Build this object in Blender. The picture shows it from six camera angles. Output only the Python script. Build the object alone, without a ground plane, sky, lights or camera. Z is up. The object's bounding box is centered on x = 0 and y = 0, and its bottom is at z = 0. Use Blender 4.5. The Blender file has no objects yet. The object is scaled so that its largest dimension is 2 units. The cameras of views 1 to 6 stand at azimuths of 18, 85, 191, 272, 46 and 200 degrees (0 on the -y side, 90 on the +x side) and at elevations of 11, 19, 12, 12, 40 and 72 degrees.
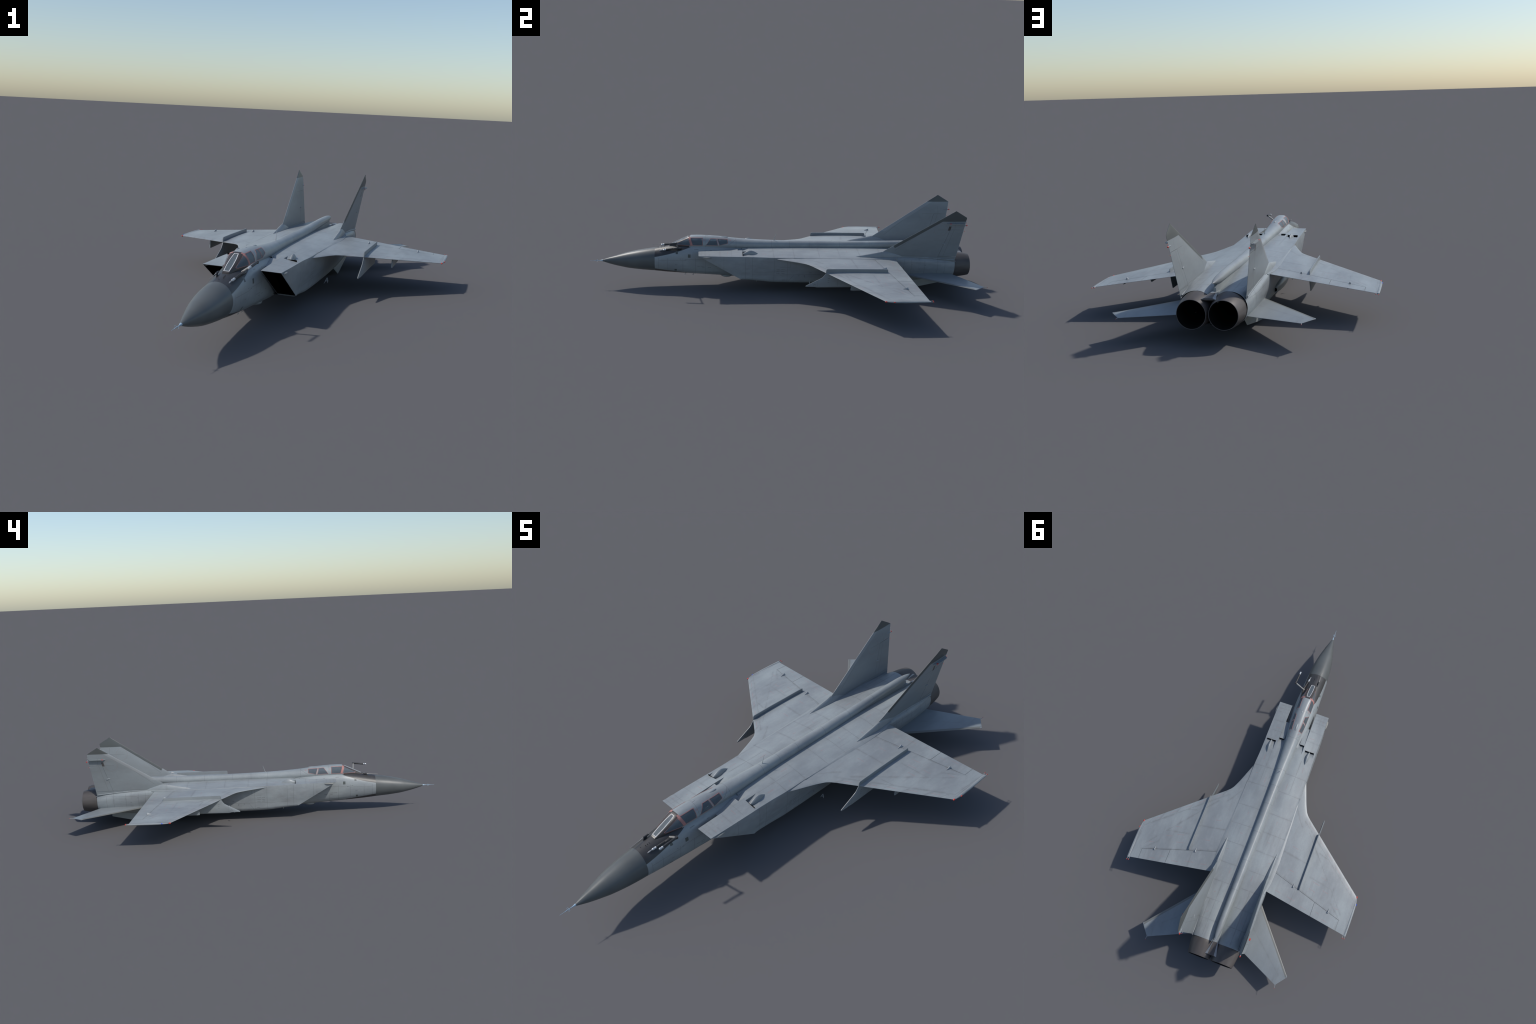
import bpy, bmesh, math, random
from mathutils import Vector, Matrix

random.seed(7)
C = bpy.context.collection

# ------------------------------------------------------------------ helpers
def lerp(a, b, t): return a + (b - a) * t

def table(rows):
    """piecewise smooth interpolation of rows (y, v1, v2, ...) -> f(y) = [v1, v2..] (monotone cubic)"""
    n = len(rows); m = len(rows[0]) - 1
    xs = [r[0] for r in rows]
    tang = []
    for k in range(1, m + 1):
        d = [(rows[i+1][k]-rows[i][k])/(xs[i+1]-xs[i]) for i in range(n-1)]
        t = [d[0]] + [0.0 if d[i-1]*d[i] <= 0 else 2*d[i-1]*d[i]/(d[i-1]+d[i]) for i in range(1, n-1)] + [d[-1]]
        tang.append(t)
    def f(y):
        if y <= xs[0]: return list(rows[0][1:])
        if y >= xs[-1]: return list(rows[-1][1:])
        i = 0
        while xs[i+1] < y: i += 1
        h = xs[i+1]-xs[i]; s = (y-xs[i])/h
        out = []
        for k in range(1, m+1):
            a, b = rows[i][k], rows[i+1][k]; t0, t1 = tang[k-1][i], tang[k-1][i+1]
            out.append((2*s**3-3*s*s+1)*a+(s**3-2*s*s+s)*h*t0+(-2*s**3+3*s*s)*b+(s**3-s*s)*h*t1)
        return out
    return f

def poly1(pts):
    """linear interpolation through (x, y) pairs"""
    def f(x):
        if x <= pts[0][0]: return pts[0][1]
        for (a, b), (c, d) in zip(pts, pts[1:]):
            if x <= c: return b + (d-b)*(x-a)/(c-a)
        return pts[-1][1]
    return f

ROOT = bpy.data.objects.new("fighter_jet", None)
C.objects.link(ROOT)
ROOT["label"] = "grey twin-tailed twin-engine interceptor jet with dark nose cone"
ROOT["category"] = "fighter jet"

def make(name, verts, faces, mat, parent=None, smooth=40, bevel=0.0, recalc=True):
    me = bpy.data.meshes.new(name)
    me.from_pydata([tuple(v) for v in verts], [], faces)
    bm = bmesh.new(); bm.from_mesh(me)
    bmesh.ops.remove_doubles(bm, verts=bm.verts, dist=1e-6)
    if bevel:
        es = [e for e in bm.edges if len(e.link_faces) == 2 and e.calc_face_angle(0) > math.radians(45)]
        bmesh.ops.bevel(bm, geom=es, offset=bevel, segments=2, affect='EDGES', profile=0.6)
    if recalc: bmesh.ops.recalc_face_normals(bm, faces=bm.faces)
    bm.to_mesh(me); bm.free()
    me.validate()
    mats = mat if isinstance(mat, (list, tuple)) else [mat]
    for m in mats: me.materials.append(m)
    me.shade_smooth()
    me.set_sharp_from_angle(angle=math.radians(smooth))
    ob = bpy.data.objects.new(name, me)
    C.objects.link(ob)
    ob.parent = parent or ROOT
    return ob

def loft(name, rings, mat, parent=None, cap0=True, cap1=True, smooth=40, closed=True):
    n = len(rings[0]); V = [p for r in rings for p in r]; F = []
    for i in range(len(rings)-1):
        for j in range(n if closed else n-1):
            k = (j+1) % n
            F.append((i*n+j, i*n+k, (i+1)*n+k, (i+1)*n+j))
    if cap0: F.append(tuple(range(n)))
    if cap1: F.append(tuple((len(rings)-1)*n+j for j in range(n)))
    return make(name, V, F, mat, parent, smooth)

def mirror(pts): return [(-p[0], p[1], p[2]) for p in pts]

def tube(name, path, mat, parent=None, seg=12, caps=True):
    """path: list of ((x,y,z), radius)"""
    rings = []
    P = [Vector(p) for p, r in path]
    for i, (p, r) in enumerate(path):
        a = P[max(i-1, 0)]; b = P[min(i+1, len(P)-1)]
        d = (b-a).normalized()
        up = Vector((0, 0, 1)) if abs(d.z) < .9 else Vector((0, 1, 0))
        u = d.cross(up).normalized(); w = u.cross(d)
        rings.append([P[i]+r*(math.cos(t)*u+math.sin(t)*w) for t in [2*math.pi*k/seg for k in range(seg)]])
    return loft(name, rings, mat, parent, caps, caps)

def plate(name, outline, x, th, mat, parent=None, slope=0.0, zref=0.0, bevel=0.0, edge=0.35):
    """vertical plate at x with outline (y,z); sharpened rim: rim half thickness = edge*th/2"""
    n = len(outline)
    cy = sum(p[0] for p in outline)/n; cz = sum(p[1] for p in outline)/n
    def ring(scale_in, off):
        out = []
        for (y, z) in outline:
            dy, dz = cy-y, cz-z; L = math.hypot(dy, dz)
            k = min(scale_in/L, .6)
            yy, zz = y+dy*k, z+dz*k
            out.append((x+slope*(zz-zref)+off, yy, zz))
        return out
    h = th/2; rin = th*1.6
    rings = [ring(rin, h), ring(0, h*edge), ring(0, -h*edge), ring(rin, -h)]
    return loft(name, rings, mat, parent, smooth=30)

def ellipsoid(name, c, r, mat, parent=None, nu=20, nv=12, tail=1.0):
    V = []; F = []
    for i in range(nv+1):
        a = math.pi*i/nv
        for j in range(nu):
            b = 2*math.pi*j/nu
            yy = -math.cos(a)
            V.append((c[0]+r[0]*math.sin(a)*math.cos(b), c[1]+r[1]*yy, c[2]+r[2]*math.sin(a)*math.sin(b)))
    for i in range(nv):
        for j in range(nu):
            k = (j+1) % nu
            F.append((i*nu+j, i*nu+k, (i+1)*nu+k, (i+1)*nu+j))
    return make(name, V, F, mat, parent, 60)

def box(name, x0, x1, y0, y1, z0, z1, mat, parent=None, bevel=0.0):
    V = [(x, y, z) for x in (x0, x1) for y in (y0, y1) for z in (z0, z1)]
    F = [(0, 1, 3, 2), (4, 6, 7, 5), (0, 4, 5, 1), (2, 3, 7, 6), (0, 2, 6, 4), (1, 5, 7, 3)]
    return make(name, V, F, mat, parent, 30, bevel)

# ---------------------------------------------------------------- materials
class NT:
    def __init__(s, name, rough=.5, spec=.4, metal=0.0):
        s.mat = bpy.data.materials.new(name); s.mat.use_nodes = True
        s.t = s.mat.node_tree; s.b = s.t.nodes["Principled BSDF"]
        s.b.inputs["Roughness"].default_value = rough
        s.b.inputs["Specular IOR Level"].default_value = spec
        s.b.inputs["Metallic"].default_value = metal
        s.coord = s.n("ShaderNodeTexCoord").outputs["Object"]
        sep = s.n("ShaderNodeSeparateXYZ"); s.l(s.coord, sep.inputs[0])
        s.x, s.y, s.z = sep.outputs
        s.ax = s.m('ABSOLUTE', s.x)
    def n(s, typ, **kw):
        nd = s.t.nodes.new(typ)
        for k, v in kw.items(): setattr(nd, k, v)
        return nd
    def l(s, a, b): s.t.links.new(a, b)
    def put(s, inp, v):
        if isinstance(v, (int, float)): inp.default_value = v
        elif isinstance(v, (tuple, list)): inp.default_value = tuple(v) if len(v) == len(inp.default_value) else tuple(v)+(1,)
        else: s.l(v, inp)
    def m(s, op, a, b=None, clamp=False):
        nd = s.n("ShaderNodeMath", operation=op); nd.use_clamp = clamp
        s.put(nd.inputs[0], a)
        if b is not None: s.put(nd.inputs[1], b)
        return nd.outputs[0]
    def step(s, v, lo, hi, o0=0.0, o1=1.0):
        nd = s.n("ShaderNodeMapRange"); nd.clamp = True
        s.put(nd.inputs[0], v)
        for i, q in enumerate((lo, hi, o0, o1)): nd.inputs[i+1].default_value = q
        return nd.outputs[0]
    def mix(s, f, a, b, mode='MIX'):
        nd = s.n("ShaderNodeMix", data_type='RGBA', blend_type=mode)
        s.put(nd.inputs[0], f); s.put(nd.inputs[6], a); s.put(nd.inputs[7], b)
        return nd.outputs[2]
    def noise(s, scale, detail=4, stretch=(1, 1, 1), rough=.55):
        mp = s.n("ShaderNodeMapping"); mp.inputs["Scale"].default_value = stretch
        s.l(s.coord, mp.inputs[0])
        nd = s.n("ShaderNodeTexNoise"); nd.inputs["Scale"].default_value = scale
        nd.inputs["Detail"].default_value = detail; nd.inputs["Roughness"].default_value = rough
        s.l(mp.outputs[0], nd.inputs["Vector"])
        return nd.outputs["Fac"]
    def plane(s, kind):
        c = s.n("ShaderNodeCombineXYZ")
        a, b = {'xy': (s.ax, s.y), 'yz': (s.y, s.z)}[kind]
        s.l(a, c.inputs[0]); s.l(b, c.inputs[1])
        return c.outputs[0]
    def segs(s, vec, lines):
        """distance to the nearest of the segments ((a,b),(c,d)) in the plane"""
        best = None
        for (p, q) in lines:
            ba = Vector((q[0]-p[0], q[1]-p[1], 0)); L2 = ba.dot(ba)
            pa = s.n("ShaderNodeVectorMath", operation='SUBTRACT'); s.l(vec, pa.inputs[0]); pa.inputs[1].default_value = (p[0], p[1], 0)
            dt = s.n("ShaderNodeVectorMath", operation='DOT_PRODUCT'); s.l(pa.outputs[0], dt.inputs[0]); dt.inputs[1].default_value = ba
            h = s.m('MULTIPLY', dt.outputs['Value'], 1/L2, True)
            sc = s.n("ShaderNodeVectorMath", operation='SCALE'); sc.inputs[0].default_value = ba; s.l(h, sc.inputs['Scale'])
            di = s.n("ShaderNodeVectorMath", operation='DISTANCE'); s.l(pa.outputs[0], di.inputs[0]); s.l(sc.outputs[0], di.inputs[1])
            best = di.outputs['Value'] if best is None else s.m('MINIMUM', best, di.outputs['Value'])
        return best
    def rect(s, u, v, cu, cv, hu, hv):
        a = s.m('LESS_THAN', s.m('ABSOLUTE', s.m('SUBTRACT', u, cu)), hu)
        b = s.m('LESS_THAN', s.m('ABSOLUTE', s.m('SUBTRACT', v, cv)), hv)
        return s.m('MULTIPLY', a, b)
    def finish(s, col, rough_var=None, bump=None):
        s.put(s.b.inputs["Base Color"], col)
        if bump is not None:
            bn = s.n("ShaderNodeBump"); bn.inputs["Strength"].default_value = .12; bn.inputs["Distance"].default_value = .002
            s.l(bump, bn.inputs["Height"]); s.l(bn.outputs[0], s.b.inputs["Normal"])
        return s.mat

GREY = (.316, .348, .353)
GREY_D = (.236, .256, .266)
GREY_W = (.342, .358, .360)
LINE = (.115, .115, .115)
RED = (.36, .19, .19)
BLACK = (.043, .042, .0425)

def weather(s, base=GREY, stretch=(1, .35, 1)):
    """mottled, slightly streaked grey paint"""
    a = s.noise(9, 5, stretch); b = s.noise(42, 4, (1, .5, 1)); c = s.noise(160, 2)
    col = s.mix(s.step(a, .38, .64), GREY_D if base is GREY else tuple(v*.84 for v in base), base)
    col = s.mix(s.step(b, .45, .75, 0, .35), col, tuple(v*1.06 for v in GREY_W) if base is GREY else tuple(v*1.1 for v in base))
    d = s.noise(75, 4, (1, .07, .25)); e = s.noise(5.5, 3)
    col = s.mix(s.m('MULTIPLY', s.step(d, .48, .72, 0, .42), s.step(e, .42, .62)), col, (.205, .205, .205))
    col = s.mix(s.step(c, .3, .75, 0, .14), col, (.17, .17, .17))
    return col

def panel(name, base=GREY, top=None, side=None, red=None, redside=None, extra=None, dirt=1.0, lw=.42):
    s = NT(name, .40, .5)
    col = weather(s, base)
    nz = None
    if top or red:
        vec = s.plane('xy')
    if top:
        d = s.segs(vec, top)
        soft = s.m('MULTIPLY', s.step(d, .0, .010, .26*dirt, 0), s.step(s.noise(38, 4, (1, .5, 1)), .40, .66))
        col = s.mix(soft, col, (.155, .152, .15))
        ln = s.m('MULTIPLY', s.step(d, .0004, .0018, lw, 0), s.step(s.noise(18, 3), .36, .60, .35, 1))
        if side:
            g = s.n("ShaderNodeNewGeometry"); sp = s.n("ShaderNodeSeparateXYZ"); s.l(g.outputs["Normal"], sp.inputs[0])
            nz = s.step(s.m('ABSOLUTE', sp.outputs[2]), .45, .6)
            ln = s.m('MULTIPLY', ln, nz)
        col = s.mix(ln, col, LINE)
    if side:
        d = s.segs(s.plane('yz'), side)
        ln = s.step(d, .0004, .0016, .42, 0)
        if nz is not None: ln = s.m('MULTIPLY', ln, s.m('SUBTRACT', 1.0, nz))
        col = s.mix(ln, col, LINE)
    if red:
        d = s.segs(vec, red)
        brk = s.step(s.noise(300, 1), .38, .52, .25, 1)
        col = s.mix(s.m('MULTIPLY', s.step(d, .0008, .0018, .5, 0), brk), col, RED)
    if redside:
        d = s.segs(s.plane('yz'), redside)
        brk = s.step(s.noise(420, 1), .38, .52, .3, 1)
        col = s.mix(s.m('MULTIPLY', s.step(d, .0009, .0018, .7, 0), brk), col, (.10, .10, .105))
    if extra: col = extra(s, col)
    return s.finish(col, bump=s.noise(70, 3, (1, .4, 1)))

def plain(name, col, rough=.5, spec=.4, metal=0.0, vary=.18, scale=40, stretch=(1, 1, 1)):
    s = NT(name, rough, spec, metal)
    c = s.mix(s.step(s.noise(scale, 4, stretch), .35, .68), tuple(v*(1-vary) for v in col), tuple(v*(1+vary*.5) for v in col))
    return s.finish(c)

# deck (plan) and side (profile) panel seams of the body
deck_lines = [((.03, y), (.15, y)) for y in (-.055, .05, .18, .285, .39, .50, .60, .70, .80)] + \
             [((.085, -.15), (.085, .05)), ((.147, -.2), (.149, .06)), ((.075, .60), (.075, .88)), ((.105, .7), (.105, .85))]
side_lines = [((y, .05), (y, .19)) for y in (-.20, -.165, -.053, .015, .19, .62, .66, .73, .80, .84)] + \
             [((-.165, .099), (-.05, .099)), ((-.055, .098), (.195, .100)), ((-.055, .0985), (.195, .1005)), ((-.02, .14), (.03, .14)), ((.03, .14), (.03, .17)),
              ((.05, .1), (.02, .06)), ((.60, .165), (.895, .163))]
deck_red = [((.06, .0), (.06, .03)), ((.11, -.12), (.11, -.09)), ((.115, -.01), (.122, -.01)), ((.08, .21), (.08, .225)), ((.11, .43), (.12, .43)),
            ((.06, .52), (.06, .55)), ((.09, .66), (.097, .66)), ((.09, .76), (.097, .77)), ((.07, .33), (.083, .33))]
side_marks = [((-.04, .128), (-.025, .128)), ((-.018, .128), (0, .128)), ((-.04, .118), (-.025, .118)), ((-.018, .118), (0, .118)),
              ((-.04, .108), (-.025, .108)), ((-.015, .108), (0, .108)), ((.105, .094), (.107, .085)), ((.107, .094), (.104, .094)), ((.075, .097), (.075, .092)),
              ((.62, .14), (.62, .12)), ((.66, .155), (.665, .155)), ((.73, .15), (.735, .15)), ((.70, .13), (.705, .13)),
              ((-.01, .07), (.005, .07)), ((.13, .11), (.14, .11))]
M_BODY = panel("paint_fuselage", top=deck_lines, side=side_lines, red=deck_red, redside=side_marks)

def nose_masks(s, col):
    # anti-glare panel on top, dark strip under the chin, square dielectric patches
    d = s.m('ADD', s.y, .664)
    lim = s.m('ADD', s.m('ADD', .165, s.m('MULTIPLY', d, .17)), s.m('MULTIPLY', s.m('MULTIPLY', d, d), .57))
    up = s.m('MULTIPLY', s.step(s.m('SUBTRACT', s.z, lim), -.0006, .0006), s.m('LESS_THAN', s.y, -.4715))
    low = s.m('ADD', .100, s.m('MULTIPLY', d, -.155))
    dn = s.m('MULTIPLY', s.m('LESS_THAN', s.z, low), s.m('LESS_THAN', s.y, -.498))
    pm = None
    for (cy, cz, hy, hz) in ((-.487, .173, .0068, .0085), (-.551, .189, .0058, .0075), (-.558, .094, .006, .006)):
        r = s.rect(s.y, s.z, cy, cz, hy, hz); pm = r if pm is None else s.m('MAXIMUM', pm, r)
    blk = s.mix(s.step(s.noise(30, 4), .35, .7), tuple(v*.85 for v in BLACK), tuple(v*1.2 for v in BLACK))
    col = s.mix(s.m('MAXIMUM', up, dn), col, blk)
    return s.mix(pm, col, (.085, .095, .09))
nose_side = [((y, .06), (y, .16)) for y in (-.645, -.598, -.52, -.455, -.405)] + \
            [((-.645, .148), (-.52, .148)), ((-.52, .148), (-.50, .155)), ((-.50, .155), (-.40, .155)), ((-.645, .10), (-.645, .148)), ((-.60, .09), (-.33, .078))]
nose_marks = [((-.445, .118), (-.43, .118)), ((-.425, .118), (-.41, .118)), ((-.42, .108), (-.408, .108)), ((-.39, .11), (-.375, .11)), ((-.51, .152), (-.503, .152)),
              ((-.535, .157), (-.53, .157)), ((-.46, .205), (-.44, .205)), ((-.38, .20), (-.37, .20)), ((-.35, .118), (-.34, .118)), ((-.56, .125), (-.55, .125))]
M_NOSE = panel("paint_forward_fuselage", side=nose_side, redside=nose_marks, extra=nose_masks)

def canopy_masks(s, col):
    dk = s.m('LESS_THAN', s.m('ADD', s.y, s.m('MULTIPLY', s.m('SUBTRACT', s.z, .22), -.1)), -.4865)
    col = s.mix(dk, col, (.050, .044, .042))
    rm = None
    for (cy, cz, hy, hz) in ((-.408, .250, .004, .0035), (-.275, .246, .004, .003)):
        r = s.rect(s.y, s.z, cy, cz, hy, hz); rm = r if rm is None else s.m('MAXIMUM', rm, r)
    return s.mix(s.m('MULTIPLY', rm, .45), col, RED)
spine_lines = [((y, .19), (y, .27)) for y in (-.405, -.245, -.06, .035, .14, .30, .46, .62)] + [((-.245, .25), (-.285, .225)), ((-.47, .2225), (-.25, .2195))]
M_SPINE = panel("paint_canopy_spine", side=spine_lines, extra=canopy_masks)
M_SPINE.node_tree.nodes["Principled BSDF"].inputs["Roughness"].default_value = .38

intake_side = [((y, .05), (y, .197)) for y in (-.31, -.20)] + [((-.42, .187), (-.21, .066))]
intake_top = [((.07, y), (.142, y)) for y in (-.425, -.405, -.385, -.33, -.27)] + [((.105, -.44), (.105, -.37))]
intake_red = [((.085, -.29), (.11, -.29)), ((.12, -.40), (.126, -.40)), ((.10, -.35), (.105, -.35))]
M_INTAKE = panel("paint_air_intake", top=intake_top, side=intake_side, red=intake_red, lw=.22)

hinge = poly1([(.10, .444), (.15, .458), (.546, .573), (.62, .593)])
wl = [((.215, .150), (.586, .452)), ((.16, .455), (.55, .573)), ((.19, .16), (.21, .185)), ((.16, .11), (.19, .16)), ((.255, .20), (.545, .545)), ((.345, .285), (.40, .30)),
      ((.470, .43), (.476, .505)), ((.476, .505), (.545, .57)), ((.586, .452), (.593, .632)), ((.593, .44), (.600, .63)), ((.16, .34), (.30, .36)), ((.34, .42), (.46, .44)), ((.286, .497), (.282, .588)), ((.546, .573), (.541, .627))]
wl += [((x, lerp(.118, .428, (x-.22)/.377)), (x+.012, lerp(.118, .428, (x-.22)/.377)+.038)) for x in (.235, .315, .375, .435, .505, .555)]
wr = [((x+.016, lerp(.118, .428, (x-.22)/.377)+.030), (x+.042, lerp(.118, .428, (x-.22)/.377)+.052)) for x in (.235, .31, .37, .435, .505)]
wr += [((.26, .555), (.30, .562)), ((.34, .578), (.37, .583)), ((.46, .600), (.49, .605)), ((.19, .545), (.22, .55)), ((.35, .475), (.385, .483)), ((.36, .435), (.395, .443)), ((.39, .40), (.42, .405)),
       ((.42, .46), (.45, .466)), ((.20, .30), (.23, .305)), ((.50, .52), (.525, .526)), ((.22, .42), (.25, .425)), ((.42, .575), (.44, .58))]
M_WING = panel("paint_wing", top=wl, red=wr, dirt=1.7, lw=.30)

def fin_extra(big):
    def f(s, col):
        # red ring stencil, patch; grey leading edge
        yy = s.m('SUBTRACT', s.y, .795); zz = s.m('SUBTRACT', s.z, .345)
        r = s.m('SQRT', s.m('ADD', s.m('MULTIPLY', yy, yy), s.m('MULTIPLY', zz, zz)))
        ring = s.step(s.m('ABSOLUTE', s.m('SUBTRACT', r, .034)), .0004, .0012, .3, 0)
        col = s.mix(ring, col, (.25, .14, .13))
        # distance behind the leading edge line z = .447 - .636 (.862 - y)
        le = s.m('SUBTRACT', s.m('ADD', s.m('MULTIPLY', s.y, .636), -.1012), s.z)
        dark = (.083, .090, .088)
        cap = s.m('GREATER_THAN', s.z, .390 if big else .4105)
        if big:
            st = s.m('MULTIPLY', s.m('LESS_THAN', le, .0175), s.m('GREATER_THAN', s.z, .236))
            st = s.m('MULTIPLY', st, s.m('GREATER_THAN', s.m('ADD', s.y, s.m('MULTIPLY', s.z, .55)), .700))
            cap = s.m('MAXIMUM', cap, st)
        else:
            st = s.m('MULTIPLY', s.m('LESS_THAN', le, .0175), s.m('GREATER_THAN', s.z, .250))
            col = s.mix(s.m('MULTIPLY', st, .45), col, (.33, .34, .345))
        col = s.mix(cap, col, dark)
        pt = s.rect(s.m('SUBTRACT', s.y, s.m('MULTIPLY', s.m('SUBTRACT', s.z, .352), .18)), s.z, .840, .352, .0065, .0115)
        out = s.m('GREATER_THAN', s.ax, s.m('ADD', .1305, s.m('MULTIPLY', s.m('SUBTRACT', s.z, .19), .1385)))
        return s.mix(s.m('MULTIPLY', pt, out), col, (.075, .068, .065))
    return f
fin_lines = [((.78, .345), (.915, .345)), ((.60, .20), (.89, .195)), ((.57, .23), (.72, .345)), ((.865, .385), (.868, .35)), ((.72, .345), (.80, .395)), ((.865, .345), (.825, .195))]
GREY_F = (.246, .271, .281)
M_FIN_L = panel("paint_tail_fin_dark_edge", base=GREY_F, side=fin_lines, extra=fin_extra(True))
M_FIN_R = panel("paint_tail_fin", base=GREY_F, side=fin_lines, extra=fin_extra(False))

def stab_extra(s, col):
    # leading edge strip, pale tip
    le = s.m('SUBTRACT', s.m('SUBTRACT', s.y, .619), s.m('MULTIPLY', s.m('SUBTRACT', s.ax, .140), 1.2008))
    e = s.m('MULTIPLY', s.m('LESS_THAN', le, .017), s.m('LESS_THAN', s.ax, .388))
    return s.mix(e, col, (.16, .165, .155))
M_STAB = panel("paint_stabilator", base=GREY_F, top=[((.14, .75), (.37, .95)), ((.34, .90), (.33, .97))], extra=stab_extra, lw=.16)
M_PLATE = panel("paint_plate", base=GREY_F, side=[((.15, .10), (.15, .14)), ((.25, .10), (.25, .14))],
                redside=[((.20, .14), (.208, .14)), ((.20, .13), (.206, .13)), ((.20, .12), (.206, .12)), ((.13, .105), (.135, .111)), ((.135, .111), (.14, .105))])
M_RADOME = plain("radome_coating", (.105, .113, .112), .42, .45, vary=.10, scale=12)
M_BLACK = plain("matt_black", BLACK, .45, .4)
M_DEEP_SHADE = plain("deep_shade_black", (.006, .006, .006), .9, .0)  # near-black colour standing in for deep shade inside ducts and openings
M_SLOT = plain("slot_shade", (.02, .02, .02), .9, .0)
M_NOZZLE = plain("burnt_metal", (.108, .096, .090), .50, .4, .15, .30, 16, (1, .25, 1))
M_BORE = plain("black_bore", (.008, .008, .008), .8, .1)  # near-black, inside the nozzles and between them
M_RIM = plain("nozzle_rim", (.10, .095, .10), .4, .5, .4)
M_STEEL = plain("steel_grey", (.26, .27, .28), .35, .5, .2)
M_CHROME = plain("bright_metal", (.50, .52, .54), .34, .5, .5, .08)
M_TUBE = plain("probe_tube", (.33, .32, .30), .4, .5, .1)
M_PITOT = plain("pitot_paint", (.33, .45, .55), .35, .5)
M_FRAME = plain("window_sealant", (.42, .205, .185), .6, .3, vary=.12, scale=90)
M_WHITE = plain("windshield_frame", (.60, .60, .60), .5, .3, vary=.1)
M_TAN = plain("beige_plastic", (.27, .27, .25), .5, .3)
M_FIT = plain("fitting_grey", (.34, .36, .37), .5, .4)
M_REDL = plain("red_lamp", (.62, .055, .035), .3, .5)
M_BLUEL = plain("blue_lamp", (.03, .10, .75), .3, .5)
def glass():
    s = NT("tinted_glass", .4, .03)
    n = s.noise(620, 2); n2 = s.noise(25, 3)
    col = s.mix(s.step(n, .35, .7), (.40, .48, .54), (.66, .74, .79))
    col = s.mix(s.step(n2, .4, .7, 0, .4), col, (.40, .48, .54))
    s.b.inputs["Transmission Weight"].default_value = .85
    s.b.inputs["IOR"].default_value = 1.15
    return s.finish(col)
M_GLASS = glass()
M_COCKPIT = plain("cockpit_lining", (.075, .095, .115), .8, .1)
M_SEAT = plain("seat_fabric", (.16, .17, .17), .8, .2)

# ------------------------------------------------------------------ radome
def circ_ring(y, cz, a, b, n=48, ex=2.0, ex2=None):
    out = []
    for k in range(n):
        t = 2*math.pi*k/n; c, s = math.cos(t), math.sin(t)
        e = ex if s >= 0 else (ex2 or ex)
        out.append((a*math.copysign(abs(c)**(2/e), c), y, cz+b*math.copysign(abs(s)**(2/e), s)))
    return out
rad = table([(-.936, .1295, .0045, .0045), (-.90, .1298, .0165, .0165), (-.874, .1300, .0238, .0238), (-.840, .1312, .0325, .0328), (-.807, .1325, .0405, .0408), (-.741, .1355, .0510, .0520), (-.690, .1372, .0555, .0583), (-.665, .1378, .0565, .0608)])
rings = []
for i in range(37):
    y = lerp(-.936, -.665, i/36); c, a, b = rad(y)
    rings.append(circ_ring(y, c, a, b))
loft("radome", rings, M_RADOME)
# nose boom with vanes
boom = tube("pitot_boom", [((0, -.928, .1295), .0048), ((0, -.938, .1295), .0046), ((0, -.944, .1294), .0026), ((0, -.952, .1292), .0015), ((0, -.978, .1287), .0013), ((0, -.9785, .1287), .0007), ((0, -.99995, .1282), .0005)], M_PITOT)
for dx, dz in ((1, .5), (-1, .5), (1, -.6), (-1, -.6)):
    tube("boom_vane", [((dx*.0012, -.962, .129+dz*.0012), .0006), ((dx*.006, -.963, .129+dz*.006), .0006), ((dx*.006, -.969, .129+dz*.006), .0006)], M_PITOT, boom, 6)

# -------------------------------------------------------- forward fuselage
fwd = table([(-.665, .1378, .0565, .1985, .0768, 2.0, 2.0), (-.60, .142, .0590, .2105, .0708, 2.1, 2.2), (-.55, .146, .0605, .2185, .0675, 2.2, 2.35), (-.475, .150, .0628, .2275, .0625, 2.5, 2.5),
             (-.40, .150, .0635, .2265, .0582, 2.5, 2.6), (-.33, .148, .0630, .2225, .0540, 2.5, 2.8), (-.25, .146, .0620, .2135, .0485, 2.6, 3.0), (-.18, .14, .0620, .2040, .0460, 3, 3.2), (-.10, .135, .061, .195, .0455, 3, 3.2), (.02, .13, .060, .188, .0465, 3, 3.2)])
rings = []
for i in range(61):
    y = lerp(-.665, .02, i/60); zm, a, zt, zb, nu, nl = fwd(y)
    r = []
    for k in range(64):
        t = 2*math.pi*k/64; c, s = math.cos(t), math.sin(t)
        e, b = (nu, zt-zm) if s >= 0 else (nl, zm-zb)
        r.append((a*math.copysign(abs(c)**(2/e), c), y, zm+b*math.copysign(abs(s)**(2/e), s)))
    rings.append(r)
nose = loft("forward_fuselage", rings, [M_NOSE, M_COCKPIT])
ellipsoid("nose_gear_door_bulge", (0, -.292, .053), (.034, .034, .0125), M_NOSE)
for y, z in ((-.507, .0665), (-.467, .0645)):
    tube("air_data_vane", [((.02, y, z+.004), .0012), ((.02, y, z-.007), .001)], M_FIT, None, 8)
    tube("air_data_vane", [((.02, y-.005, z-.007), .001), ((.02, y+.002, z-.007), .001)], M_FIT, None, 8)

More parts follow.
